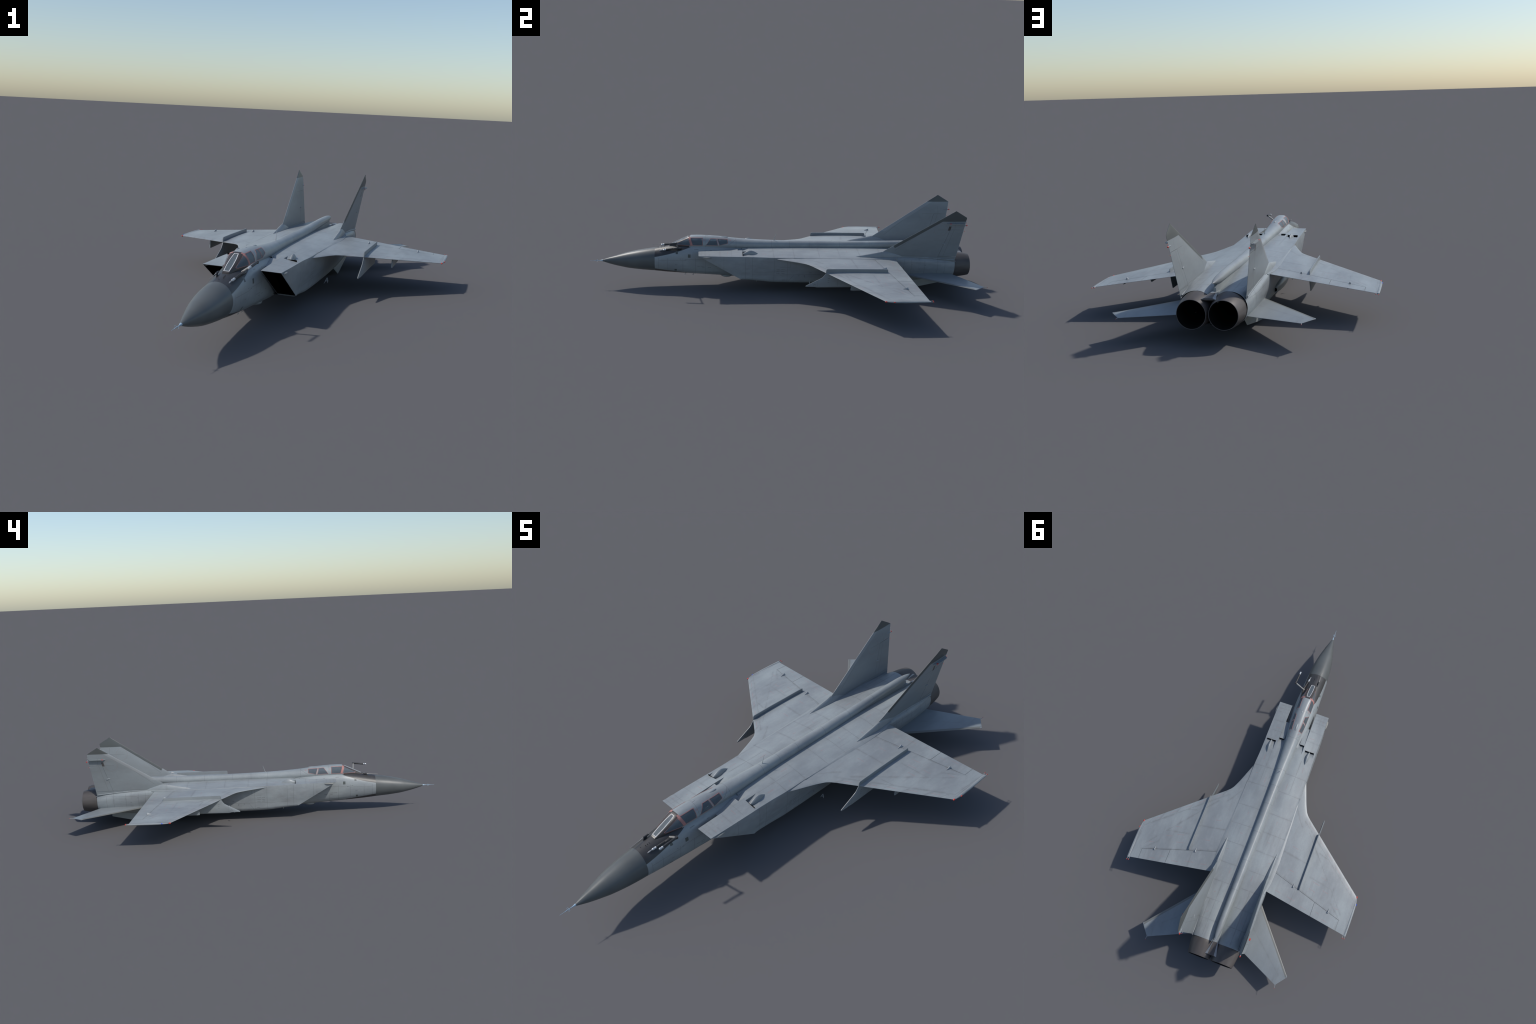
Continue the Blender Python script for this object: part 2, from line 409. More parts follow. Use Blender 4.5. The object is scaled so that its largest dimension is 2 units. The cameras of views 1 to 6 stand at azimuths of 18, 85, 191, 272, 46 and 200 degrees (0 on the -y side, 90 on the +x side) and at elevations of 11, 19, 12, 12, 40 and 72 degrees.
# --------------------------------------------------------- canopy and spine
cst = [(-.592, .205, .0125, .0100, .2140), (-.550, .2155, .0245, .0105, .2340), (-.520, .2185, .0320, .0105, .2480), (-.490, .2215, .0395, .0092, .2622), (-.478, .222, .0405, .0070, .2655),
       (-.434, .222, .0407, .0030, .2672), (-.385, .222, .0402, .0010, .2655), (-.338, .222, .0392, .0005, .2622), (-.25, .2200, .0355, .0, .2515), (-.144, .2175, .0300, .0, .2440), (-.05, .2155, .0258, .0, .2400), (.05, .2142, .0240, .0, .2375),
       (.35, .2132, .0214, .0, .2345), (.55, .2160, .0191, .0, .2365), (.70, .2200, .0172, .0, .2385), (.80, .2212, .0160, .0, .2370), (.85, .2220, .0125, .0, .2335), (.88, .2232, .0065, .0, .2285), (.8945, .2236, .0005, .0, .2242)]
can = table(cst)
def canopy_x(y, z):
    zs, xs, xf, zt = can(y)
    u = min(max((z-zs)/(zt-zs), 0), 1)
    return xf+(xs-xf)*math.sqrt(max(0, 1-u*u))
rings = []
ys = [lerp(-.592, -.478, i/20) for i in range(20)] + [lerp(-.478, -.2, i/24) for i in range(24)] + [lerp(-.2, .80, i/40) for i in range(40)] + [lerp(.80, .8945, i/14) for i in range(15)]
for y in ys:
    zs, xs, xf, zt = can(y)
    hb = zt-zs if y > -.2 else lerp(zt-zs, .03, min(1, (-.2-y)/.1))
    r = []
    N = 14
    for k in range(N+1):                       # +x top to sill
        t = math.pi/2*k/N; r.append((xf+(xs-xf)*math.sin(t), y, zs+(zt-zs)*math.cos(t)))
    for k in range(1, 11):
        t = math.pi/2*k/10; r.append((xs*math.cos(t), y, zs-hb*math.sin(t)))
    right = r[:]
    r += [(-p[0], p[1], p[2]) for p in reversed(right[1 if xf == 0 else 0:-1])] if False else [(-p[0], p[1], p[2]) for p in reversed(right[:-1])]
    rings.append(r)
spine = loft("canopy_spine", rings, M_SPINE, smooth=35)
# keel under the spine tail
kz = table([(.35, .205, .016), (.60, .205, .012), (.80, .205, .0075), (.845, .205, .0062), (.866, .200, .0045)])
rings = []
for i in range(21):
    y = lerp(.35, .866, i/20); zt, w = kz(y)
    rings.append([(w, y, zt+.012 if i < 20 else zt), (w*1.3, y, .150), (-w*1.3, y, .150), (-w, y, zt+.012 if i < 20 else zt)])
loft("spine_keel", rings, M_SPINE)
rings = [[(w, y, zt), (w*1.5, y, .150), (-w*1.5, y, .150), (-w, y, zt)] for y, w, zt in ((.77, .006, .174), (.83, .0115, .1825), (.87, .0125, .1858), (.8962, .0125, .1868))]
loft("spine_tail_ramp", rings, M_SPINE)
tube("whip_antenna", [((0, -.047, .236), .0022), ((0, -.042, .252), .0012), ((0, -.034, .2755), .0006)], M_BODY, spine, 8)
# periscope fairing / small bumps on the roof
ellipsoid("roof_fairing", (.0, -.315, .2572), (.006, .028, .0045), M_SPINE, spine)
ellipsoid("roof_fairing", (.0, -.400, .2645), (.004, .012, .0028), M_SPINE, spine)

def window_patch(name, side, quad, off, mat, parent, nu=12, nv=10, depth=.002):
    """quad: (y,z) front-bottom, rear-bottom, rear-top, front-top; laid on the canopy skin"""
    V = []; F = []
    for layer in (0, 1):
        for i in range(nu+1):
            for j in range(nv+1):
                u, v = i/nu, j/nv
                y = lerp(lerp(quad[0][0], quad[1][0], u), lerp(quad[3][0], quad[2][0], u), v)
                z = lerp(lerp(quad[0][1], quad[1][1], u), lerp(quad[3][1], quad[2][1], u), v)
                zs, xs, xf, zt = can(y)
                x = canopy_x(y, z); nx = (x-xf)/max(xs-xf, 1e-4)**2; nz = max(z-zs, 0)/(zt-zs)**2
                L = math.hypot(nx, nz); o = off if layer == 0 else off-depth
                V.append((side*(x+o*nx/L), y, z+o*nz/L))
    n = (nu+1)*(nv+1)
    idx = lambda l, i, j: l*n+i*(nv+1)+j
    for i in range(nu):
        for j in range(nv):
            for l in (0, 1): F.append((idx(l, i, j), idx(l, i+1, j), idx(l, i+1, j+1), idx(l, i, j+1)))
    for i in range(nu):
        for j in (0, nv): F.append((idx(0, i, j), idx(0, i+1, j), idx(1, i+1, j), idx(1, i, j)))
    for j in range(nv):
        for i in (0, nu): F.append((idx(0, i, j), idx(0, i, j+1), idx(1, i, j+1), idx(1, i, j)))
    return make(name, V, F, mat, parent, 35)

wins = [   # glass quads (y,z): front-bottom, rear-bottom, rear-top, front-top ; border
    ([(-.549, .2235), (-.4815, .2248), (-.4925, .2570), (-.5535, .2265)], .0020),
    ([(-.4685, .2260), (-.4195, .2252), (-.4195, .2588), (-.4800, .2590)], .0022),
    ([(-.3995, .2255), (-.3400, .2240), (-.3480, .2545), (-.3760, .2555)], .0018),
    ([(-.3300, .2240), (-.2890, .2335), (-.2905, .2505), (-.3410, .2540)], .0018)]
def grown(q, bd):
    cy = sum(p[0] for p in q)/4; cz = sum(p[1] for p in q)/4
    return [(y+math.copysign(bd, y-cy), z+math.copysign(bd*.75, z-cz)) for (y, z) in q]
def frame_ring(name, side, q, bd, mat, parent):
    """four mitred strips round a pane, joined"""
    big = grown(q, bd); bm = bmesh.new()
    for k in range(4):
        m2 = (k+1) % 4
        ob = window_patch(name, side, [big[k], big[m2], q[m2], q[k]], .0007, mat, parent, 12 if k % 2 == 0 else 10, 2, .0024)
        bm.from_mesh(ob.data); me = ob.data
        bpy.data.objects.remove(ob); bpy.data.meshes.remove(me)
    bmesh.ops.recalc_face_normals(bm, faces=bm.faces)
    me = bpy.data.meshes.new(name); bm.to_mesh(me); bm.free(); me.materials.append(mat)
    ob = bpy.data.objects.new(name, me); C.objects.link(ob); ob.parent = parent
    return ob
# hollow cockpit: cavity and window openings
cav = []
for i in range(31):
    y = lerp(-.543, -.286, i/30); zs, xs, xf, zt = can(y)
    r = []
    for k in range(11):
        t = math.pi/2*k/10; r.append((max(xf-.001, 0)+(xs-max(xf-.001, 0)-.0028)*math.sin(t), y, zs+(zt-zs-.0030)*math.cos(t)))
    r += [(xs-.003, y, .19), (xs-.006, y, .162)]
    cav.append(r+[(-p[0], p[1], p[2]) for p in reversed(r)])
cavity = loft("cutter", cav, M_COCKPIT)
holes = [cavity]
for q, bd in wins:
    holes.append(loft("cutter", [[(-.08, y, z) for y, z in q], [(.08, y, z) for y, z in q]], M_COCKPIT))
A_ = Vector((0, -.583, .2172)); B_ = Vector((0, -.497, .2588)); d_ = B_-A_; n_ = Vector((0, -d_.z, d_.y)).normalized()
if n_.z < 0: n_ = -n_
wsq = [A_+d_*t+Vector((h, 0, 0)) for t, h in ((0, .0075), (.35, .0092), (.7, .0084), (1, .0052))]
wsq = wsq+[Vector((-p.x, p.y, p.z)) for p in reversed(wsq)]
holes.append(loft("cutter", [[p-n_*.012 for p in wsq], [p+n_*.012 for p in wsq]], M_COCKPIT))
def cut(ob, cs):
    for c in cs:
        md = ob.modifiers.new("cut", 'BOOLEAN'); md.operation = 'DIFFERENCE'; md.object = c; md.solver = 'EXACT'
        try: md.material_mode = 'TRANSFER'
        except Exception: pass
    dg = bpy.context.evaluated_depsgraph_get(); dg.update()
    me = bpy.data.meshes.new_from_object(ob.evaluated_get(dg))
    ob.modifiers.clear(); ob.data = me
    me.set_sharp_from_angle(angle=math.radians(35))
cut(spine, holes); cut(nose, [cavity])
for c in holes: bpy.data.objects.remove(c)
for sy, hz in ((-.437, .2460), (-.318, .2420)):
    seat = box("ejection_seat", -.012, .012, sy-.004, sy+.012, .165, hz-.008, M_SEAT, spine, .002)
    box("seat_cushion", -.013, .013, sy-.034, sy-.004, .165, .188, M_SEAT, seat, .002)
    box("headrest", -.009, .009, sy-.008, sy+.010, hz-.008, hz, M_BLACK, seat, .002)
    box("instrument_panel", -.022, .022, sy-.078, sy-.062, .165, .2240, M_COCKPIT, seat, .002)
for side in (1, -1):
    for q, bd in wins:
        fr = frame_ring("window_frame", side, q, bd, M_FRAME, spine)
        window_patch("window_pane", side, grown(q, -.00015), .0002, M_GLASS, fr, depth=.0012)
    # broad windscreen arch
    window_patch("windscreen_arch", side, [(-.4795, .2225), (-.4705, .2225), (-.4825, .2640), (-.4905, .2615)], .0008, M_FRAME, spine)
# flat armoured windshield: nested hexagonal slabs on the front slope
def windshield(name, grow, lift, mat, parent):
    A = Vector((0, -.585, .2172)); B = Vector((0, -.494, .2602)); d = B-A; nrm = Vector((0, -d.z, d.y)).normalized()
    if nrm.z < 0: nrm = -nrm
    w = [(0.0, .0096), (.35, .0112), (.70, .0104), (1.0, .0072)]
    pts = []
    for t, h in w: pts.append((t, h+grow))
    L = d.length
    up, dn = [], []
    for lay, arr in ((lift, up), (lift-.0012, dn)):
        right = [A+d*(lerp(0, 1, t)+(grow/L if t == 1 else (-grow/L if t == 0 else 0)))+Vector((h, 0, 0))+nrm*lay for t, h in pts]
        left = [Vector((-p.x, p.y, p.z)) for p in reversed(right)]
        arr += right+left
    return loft(name, [dn, up], mat, parent, smooth=30)
def windshield_ring(name, g_out, g_in, lift, mat, parent):
    A = Vector((0, -.585, .2172)); B = Vector((0, -.494, .2602)); d = B-A; nrm = Vector((0, -d.z, d.y)).normalized()
    if nrm.z < 0: nrm = -nrm
    L = d.length
    def loop(g, lay):
        right = [A+d*(t+(g/L if t == 1 else (-g/L if t == 0 else 0)))+Vector((h+g, 0, 0))+nrm*lay for t, h in ((0.0, .0096), (.35, .0112), (.70, .0104), (1.0, .0072))]
        return right+[Vector((-p.x, p.y, p.z)) for p in reversed(right)]
    return loft(name, [loop(g_in, -.004), loop(g_out, -.004), loop(g_out, lift), loop(g_in, lift), loop(g_in, -.004)], mat, parent, False, False, 30)
ws = windshield_ring("windshield_surround", .0026, .0004, .0004, M_BLACK, spine)
wf = windshield_ring("windshield_frame", .0006, -.0016, .0011, M_WHITE, ws)
windshield("windshield_pane", -.0017, .0004, M_GLASS, wf)

# ------------------------------------------------------------- centre body
# y: top z at centre, top z at x=.06, shoulder x, shoulder z, shoulder radius, belly z, bottom radius, side x at bottom
bod = table([(-.215, .205, .2082, .1414, .1962, .0012, .0690, .013, .1414), (-.1985, .206, .2085, .1415, .1960, .0012, .0680, .014, .1412), (-.135, .207, .2075, .1425, .1945, .0015, .0610, .020, .142), (-.055, .208, .2065, .1465, .1925, .002, .0520, .024, .1430), (.06, .2080, .2060, .1490, .1915, .003, .0485, .026, .1430),
             (.20, .2075, .2050, .1510, .1915, .004, .0465, .028, .1425), (.35, .206, .2040, .1510, .1920, .006, .0450, .030, .1410), (.47, .204, .2030, .1480, .1920, .008, .0450, .033, .1395), (.57, .199, .2020, .1420, .1910, .012, .0470, .038, .1385),
             (.66, .192, .2000, .1385, .1895, .020, .0500, .045, .1375), (.76, .183, .1978, .1365, .1870, .034, .0545, .055, .1355), (.85, .172, .1955, .1335, .1860, .054, .0595, .062, .1330), (.8955, .166, .1955, .1305, .1865, .062, .0620, .0640, .1300)])
bulge = poly1([(-.44, .0), (-.35, .0050), (-.20, .0066), (-.055, .0045), (.06, .001), (.35, .001), (.47, .005), (.57, .0105), (.66, .0125), (.76, .0115), (.85, .0080), (.8955, .0022)])
def body_half(y):
    zc, zi, xs, zs, rs, zb, rb, xb = bod(y)
    P = []
    k = min(rs/.062, 1)
    zside = zs if k < .15 else zs
    # deck: centre valley -> crown at x=.06 -> shoulder arc
    topz = lambda x: (zc+(zi-zc)*math.sin(math.pi/2*min(x/.06, 1)) if x < .06 else zi-(zi-zs)*((x-.06)/(xs-.06))**lerp(1.25, 1.6, k))
    xa = xs-rs
    for i in range(15):
        x = xa*i/14; P.append((x, y, topz(x)))
    z1 = topz(xa)
    for i in range(1, 11):
        t = math.pi/2*i/10; P.append((xa+rs*math.sin(t), y, z1-rs*(1-math.cos(t))))
    zt = z1-rs; zl = zb+rb
    for i in range(1, 8): P.append((lerp(xs, xb, i/8), y, lerp(zt, zl, i/8)))
    for i in range(11):
        t = math.pi/2*i/10; P.append((xb-rb+rb*math.cos(t), y, zl-rb*math.sin(t)))
    val = .0 if y < .7 else lerp(0, .009, (y-.7)/.195)
    for i in range(1, 9):
        x = (xb-rb)*(1-i/8); P.append((x, y, zb+val*math.cos(math.pi/2*min(x/.06, 1))**2))
    b = bulge(y); zm = .152
    P = [(x+(b*math.exp(-(abs(z-zm)/.044)**3) if x > .1 else 0), yy, z) for x, yy, z in P]
    return P
rings = []
for i in range(113):
    y = lerp(-.215, .8955, i/112); h = body_half(y)
    rings.append(h+[(-p[0], p[1], p[2]) for p in reversed(h[1:-1])])
body = loft("centre_fuselage", rings, [M_BODY, M_SLOT], smooth=40, cap1=False)

# ---------------------------------------------------------------- intakes
def section(xi, xo, zti, zto, zb, rb, yf, n=8):
    """intake outline (ordered): inner-top, outer-top, outer-bottom arc, inner-bottom. yf(z) gives y"""
    P = []
    for i in range(9): t = i/8; P.append((lerp(xi, xo, t), lerp(zti, zto, t)))
    for i in range(1, 9): t = i/8; P.append((xo, lerp(zto, zb+rb, t)))
    for i in range(1, 7):
        a = math.pi/2*i/6; P.append((xo-rb+rb*math.cos(a), zb+rb-rb*math.sin(a)))
    for i in range(1, 7): t = i/6; P.append((lerp(xo-rb, xi, t), zb))
    for i in range(1, 9): t = i/8; P.append((xi, lerp(zb, zti, t)))
    return [(x, yf(z), z) for x, z in P[:-1]]
def lip(z): # raked lip: top at y=-.44, bottom at y=-.215
    return lerp(-.2225, -.4395, (z-.074)/(.2005-.074))
cutters = []
intakes = []
for side in (1, -1):
    R = []
    def add(ring, k=0.0, R=R):
        R.append([(side*(p[0]+(k*bulge(p[1])*math.exp(-(abs(p[2]-.152)/.044)**3) if p[0] > .139 else 0)), p[1], p[2]) for p in ring])
    # exterior from the joint forward to the raked lip
    add(section(.0720, .1414, .2082, .1962, .0690, .013, lambda z: -.2148), 1)
    for s_ in (.06, .12, .2, .3, .45, .6, .75, .85, .93):
        add(section(lerp(.072, .0705, s_), .1416, lerp(.2085, .2015, s_), lerp(.1963, .1998, s_), lerp(.0700, .0738, s_), lerp(.012, .003, s_), lambda z, s_=s_: lerp(-.2152, lip(z), s_)), min(1, (1-s_)*3.5))
    add(section(.0700, .1418, .2005, .2000, .0742, .002, lip))
    add(section(.0714, .1404, .1985, .1980, .0762, .002, lip))
    ob = loft("air_intake", R, M_INTAKE, None, False, False, 35)
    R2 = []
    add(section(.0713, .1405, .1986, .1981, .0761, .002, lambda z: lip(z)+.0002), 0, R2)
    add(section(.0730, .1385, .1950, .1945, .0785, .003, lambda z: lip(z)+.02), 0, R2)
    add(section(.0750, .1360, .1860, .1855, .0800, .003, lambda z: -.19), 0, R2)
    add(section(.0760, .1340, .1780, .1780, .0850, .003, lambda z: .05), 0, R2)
    loft("intake_duct", R2, M_DEEP_SHADE, ob, False, True, 35)  # duct walls coloured near-black to paint in the shade
    intakes.append(ob)
    # intake ramp door plate on top with its open rear edge
    def prism(name, prof, x0, x1, mat, par):
        a = [(side*x0, y, z) for y, z in prof]; b = [(side*x1, y, z) for y, z in prof]
        return loft(name, [a, b], mat, par, smooth=20)
    # bypass recess behind the ramp: sloping floor cut from the deck
    c1 = prism("cutter", [(-.2150, .24), (-.2150, .1915), (-.1500, .2075), (-.1400, .24)], .0835, .1345, M_BODY, None)
    c2 = prism("cutter", [(-.2370, .24), (-.2370, .1935), (-.1800, .2085), (-.1720, .24)], .0400, .0722, M_BODY, None)
    cutters += [c1, c2]
    prism("bypass_shade_plate", [(-.2146, .2045), (-.2146, .1900), (-.2132, .1900), (-.2132, .2000)], .0837, .1343, M_DEEP_SHADE, ob)  # added dark plate on the recess front wall, painted shade, no opening
    # floor of the inner bleed slot
    prism("bleed_slot_floor", [(-.2375, .1933), (-.2148, .1992), (-.2148, .18), (-.2375, .18)], .0380, .0721, M_BODY, ob)
    # teardrop fairing over the slot
    rr = []
    for i in range(25):
        t = i/24; y = lerp(-.2146, -.135, t)
        w = .0110*math.sin(math.pi*min(1, .04+t*.96))**.9*(1-.15*t)+.0002; hgt = .0200*math.sin(math.pi*(t*.93+.03))**1.1+.0004
        zb = .196; x0 = lerp(.1085, .1075, t)
        rr.append([(side*(x0+w*math.copysign(abs(math.cos(a))**1.35, math.cos(a))), y, zb+.003+hgt*math.sin(a)**1.1) for a in [math.pi*k/12 for k in range(13)]]+[(side*(x0-w*.9), y, zb-.004), (side*(x0+w*.9), y, zb-.004)])
    loft("slot_fairing", rr, M_INTAKE, ob)
    ellipsoid("intake_lamp", (side*.1425, -.396, .1915), (.0072, .025, .0036), M_TAN, ob)
    # inner diverter deck between intake and nose
    V = [(side*x, y, z) for (x, y, z) in ((.045, -.34, .196), (.0712, -.34, .196), (.0712, -.2375, .2065), (.045, -.2375, .2075), (.045, -.34, .185), (.0712, -.34, .185), (.0712, -.2375, .185), (.045, -.2375, .185))]
    make("boundary_layer_ramp", V, [(0, 1, 2, 3), (4, 5, 6, 7), (0, 1, 5, 4), (1, 2, 6, 5), (2, 3, 7, 6), (3, 0, 4, 7)], M_INTAKE, ob, 20)
    prism("bypass_shade_plate", [(-.2373, .2050), (-.2373, .190), (-.2362, .190), (-.2362, .2020)], .046, .0718, M_DEEP_SHADE, ob)  # second added dark plate, shade painted at the front of the bleed slot
    # underside probe
    tube("belly_lamp", [((side*.120, -.142, .068), .0026), ((side*.120, -.142, .0575), .0026), ((side*.120, -.142, .0545), .0016)], M_TAN, ob, 10)
cut(body, cutters)
bm = bmesh.new(); bm.from_mesh(body.data)      # open the joint with the intake ducts
bmesh.ops.delete(bm, geom=[f for f in bm.faces if all(abs(v.co.y+.215) < 1e-4 for v in f.verts)], context='FACES')
bm.to_mesh(body.data); bm.free()
for ob_, c_ in ((intakes[0], cutters[0]), (intakes[1], cutters[2])):
    pass
for c in cutters: bpy.data.objects.remove(c)

# ----------------------------------------------------- lifting surfaces
def surface(name, spans, c0, c1, LE, TE, thick, mp, mat, parent=None, nc=24, peak=.62, smooth=45):
    """closed aerofoil piece between chord lines c0(s)..c1(s); thickness follows the whole LE..TE chord"""
    V = []; F = []; ns = len(spans)
    def half(s, c):
        u = min(max((c-LE(s))/max(TE(s)-LE(s), 1e-5), 0), 1)
        return thick(s)/2*(max(math.sin(math.pi*u**peak), 0)**.8)+.0005
    for lay in (1, -1):
        for s in spans:
            a, b = c0(s), c1(s)
            for j in range(nc+1):
                t = j/nc; t = t*t*(3-2*t)*.5+t*.5
                c = lerp(a, b, t)
                V.append(mp(s, c, lay*half(s, c)))
    m = nc+1; off = ns*m
    for i in range(ns-1):
        for j in range(nc):
            for o in (0, off): F.append((o+i*m+j, o+i*m+j+1, o+(i+1)*m+j+1, o+(i+1)*m+j))
    for i in range(ns-1):
        for j in (0, nc): F.append((i*m+j, (i+1)*m+j, off+(i+1)*m+j, off+i*m+j))
    for i in (0, ns-1):
        for j in range(nc): F.append((i*m+j, i*m+j+1, off+i*m+j+1, off+i*m+j))
    return make(name, V, F, mat, parent, smooth)

wLE = poly1([(.10, -.19), (.147, -.056), (.178, .030), (.190, .062), (.199, .083), (.208, .102), (.220, .118), (.238, .1345), (.597, .428), (.62, .447)])
wTE = poly1([(.10, .560), (.155, .569), (.606, .637), (.62, .639)])
wT = poly1([(.10, .010), (.147, .0085), (.21, .0095), (.40, .0088), (.60, .0070)])
wz = lambda x: .187-.1215*(x-.14)
X1 = .597
spansA = [.10, .12, .135, .147, .157, .167, .178, .184, .19, .195, .199, .204, .208, .214, .22, .229, .238] + [.26+.0305*i for i in range(10)] + [.546]
for side in (1, -1):
    mp = lambda s, c, h: (side*s, c, wz(s)+h)
    inner = [s for s in spansA if s < .152] + [.152]
    mid = [.152] + [s for s in spansA if .152 < s < .546] + [.546]
    wing = surface("wing", inner + mid[1:] , wLE, lambda s: hinge(s)-.0006 if s > .1515 else hinge(s)-.0006, wLE, wTE, wT, mp, M_WING, None, 30)
    # fixed rear pieces: root stub and tip
    surface("wing_tip_panel", [.546, .56, .575, .59, X1], lambda s: wLE(s), wTE, wLE, wTE, wT, mp, M_WING, wing, 30) 
    surface("flap", [.10, .12, .14, .16, .20, .25, .30, .35, .3995], lambda s: hinge(s)+.0006, wTE, wLE, wTE, wT, mp, M_WING, wing, 10)
    surface("aileron", [.4008, .43, .46, .49, .52, .5450], lambda s: hinge(s)+.0006, wTE, wLE, wTE, wT, mp, M_WING, wing, 10)
    # root fairing wedge along the body side
    rr = []
    for i in range(20):
        t = i/19; y = lerp(.045, .585, t); w = lerp(.001, .0135, min(1, t*1.4))*(1 if t < .9 else lerp(1, .4, (t-.9)/.1)); x0 = bod(y)[2]-.005
        hh = bod(y)[3]+.0012
        rr.append([(side*x0, y, hh), (side*(x0+.006), y, hh-.0002), (side*(x0+.006+w), y, wz(x0+w)+.0030), (side*(x0+.006+w), y, .178), (side*x0, y, .178)])
    loft("wing_root_fairing", rr, M_BODY, wing, smooth=50)
    # wing fence and lower finlet
    top = lambda y: wz(.305)+.0062*math.sin(math.pi*min(max((y-wLE(.305))/(wTE(.305)-wLE(.305)), 0), 1)**.62)
    o = [(.1885, .166), (.1895, .180), (.192, .1858), (.197, .1880), (.30, .1885), (.46, .1870), (.492, .1862), (.499, .1840), (.501, .166)]
    plate("wing_fence", o, side*.3055, .0042, M_PLATE, wing, edge=.6)
    o = [(.191, .168), (.183, .156), (.174, .144), (.160, .1355), (.092, .1005), (.0905, .098), (.092, .0952), (.136, .0942), (.145, .0915), (.307, .0920), (.475, .0930), (.482, .11), (.492, .133), (.50, .166)]
    plate("under_wing_fin", o, side*.305, .0075, M_PLATE, wing, edge=.25)
    o = [(.305, .152), (.297, .126), (.2965, .115), (.31, .1135), (.372, .1145), (.462, .1160), (.485, .148), (.485, .158), (.31, .158)]
    plate("under_wing_pylon", o, side*.406, .0085, M_PLATE, wing, edge=.5)
    # flap actuator fairings
    for ax_, ay in ((.271, .499), (.4805, .557)):
        zt = wz(ax_)+.0035
        rr = []
        for t, w, h in ((0, .0008, .001), (.5, .0022, .0045), (.85, .0038, .0085), (1.0, .0042, .0075)):
            y = ay-.022+t*.024
            rr.append([(side*(ax_-w), y, zt-.002), (side*(ax_-w*.8), y, zt+h*.7), (side*ax_, y, zt+h), (side*(ax_+w*.8), y, zt+h*.7), (side*(ax_+w), y, zt-.002)])
        loft("flap_actuator", rr, M_FIT, wing, smooth=50)
        tube("flap_hinge_arm", [((side*(ax_-.004), ay+.004, wz(ax_)-.006), .0022), ((side*(ax_-.004), ay+.05, wz(ax_)-.0055), .0016)], M_FIT, wing, 8)
    # tip rail, lamps, static wicks
    rr = []
    for y, w, h in ((.432, .0012, .0012), (.445, .0032, .0030), (.47, .0068, .0048), (.52, .0072, .0052), (.60, .0066, .0046), (.638, .0055, .0028)):
        cx = .598+w*.25; cz = wz(.60)
        rr.append([(side*(cx+w*math.cos(a)), y, cz+h*math.sin(a)) for a in [2*math.pi*k/14 for k in range(14)]])
    rail = loft("wing_tip_rail", rr, M_WING, wing, smooth=60)
    ellipsoid("warning_lamp", (side*.5975, .4285, wz(.597)), (.0036, .0062, .0036), M_REDL, rail, 12, 8)
    ellipsoid("navigation_lamp", (side*.6060, .4665, wz(.60)+.001), (.0026, .0048, .0026), M_REDL if side > 0 else M_BLUEL, rail, 12, 8)
    for wx in (.5915, .6015):
        tube("static_wick", [((side*wx, .632, wz(wx)), .0011), ((side*wx, .648, wz(wx)), .0010)], M_FIT, rail, 8)
        ellipsoid("wick_tip", (side*wx, .6505, wz(wx)), (.0020, .0032, .0020), M_REDL, rail, 10, 6)

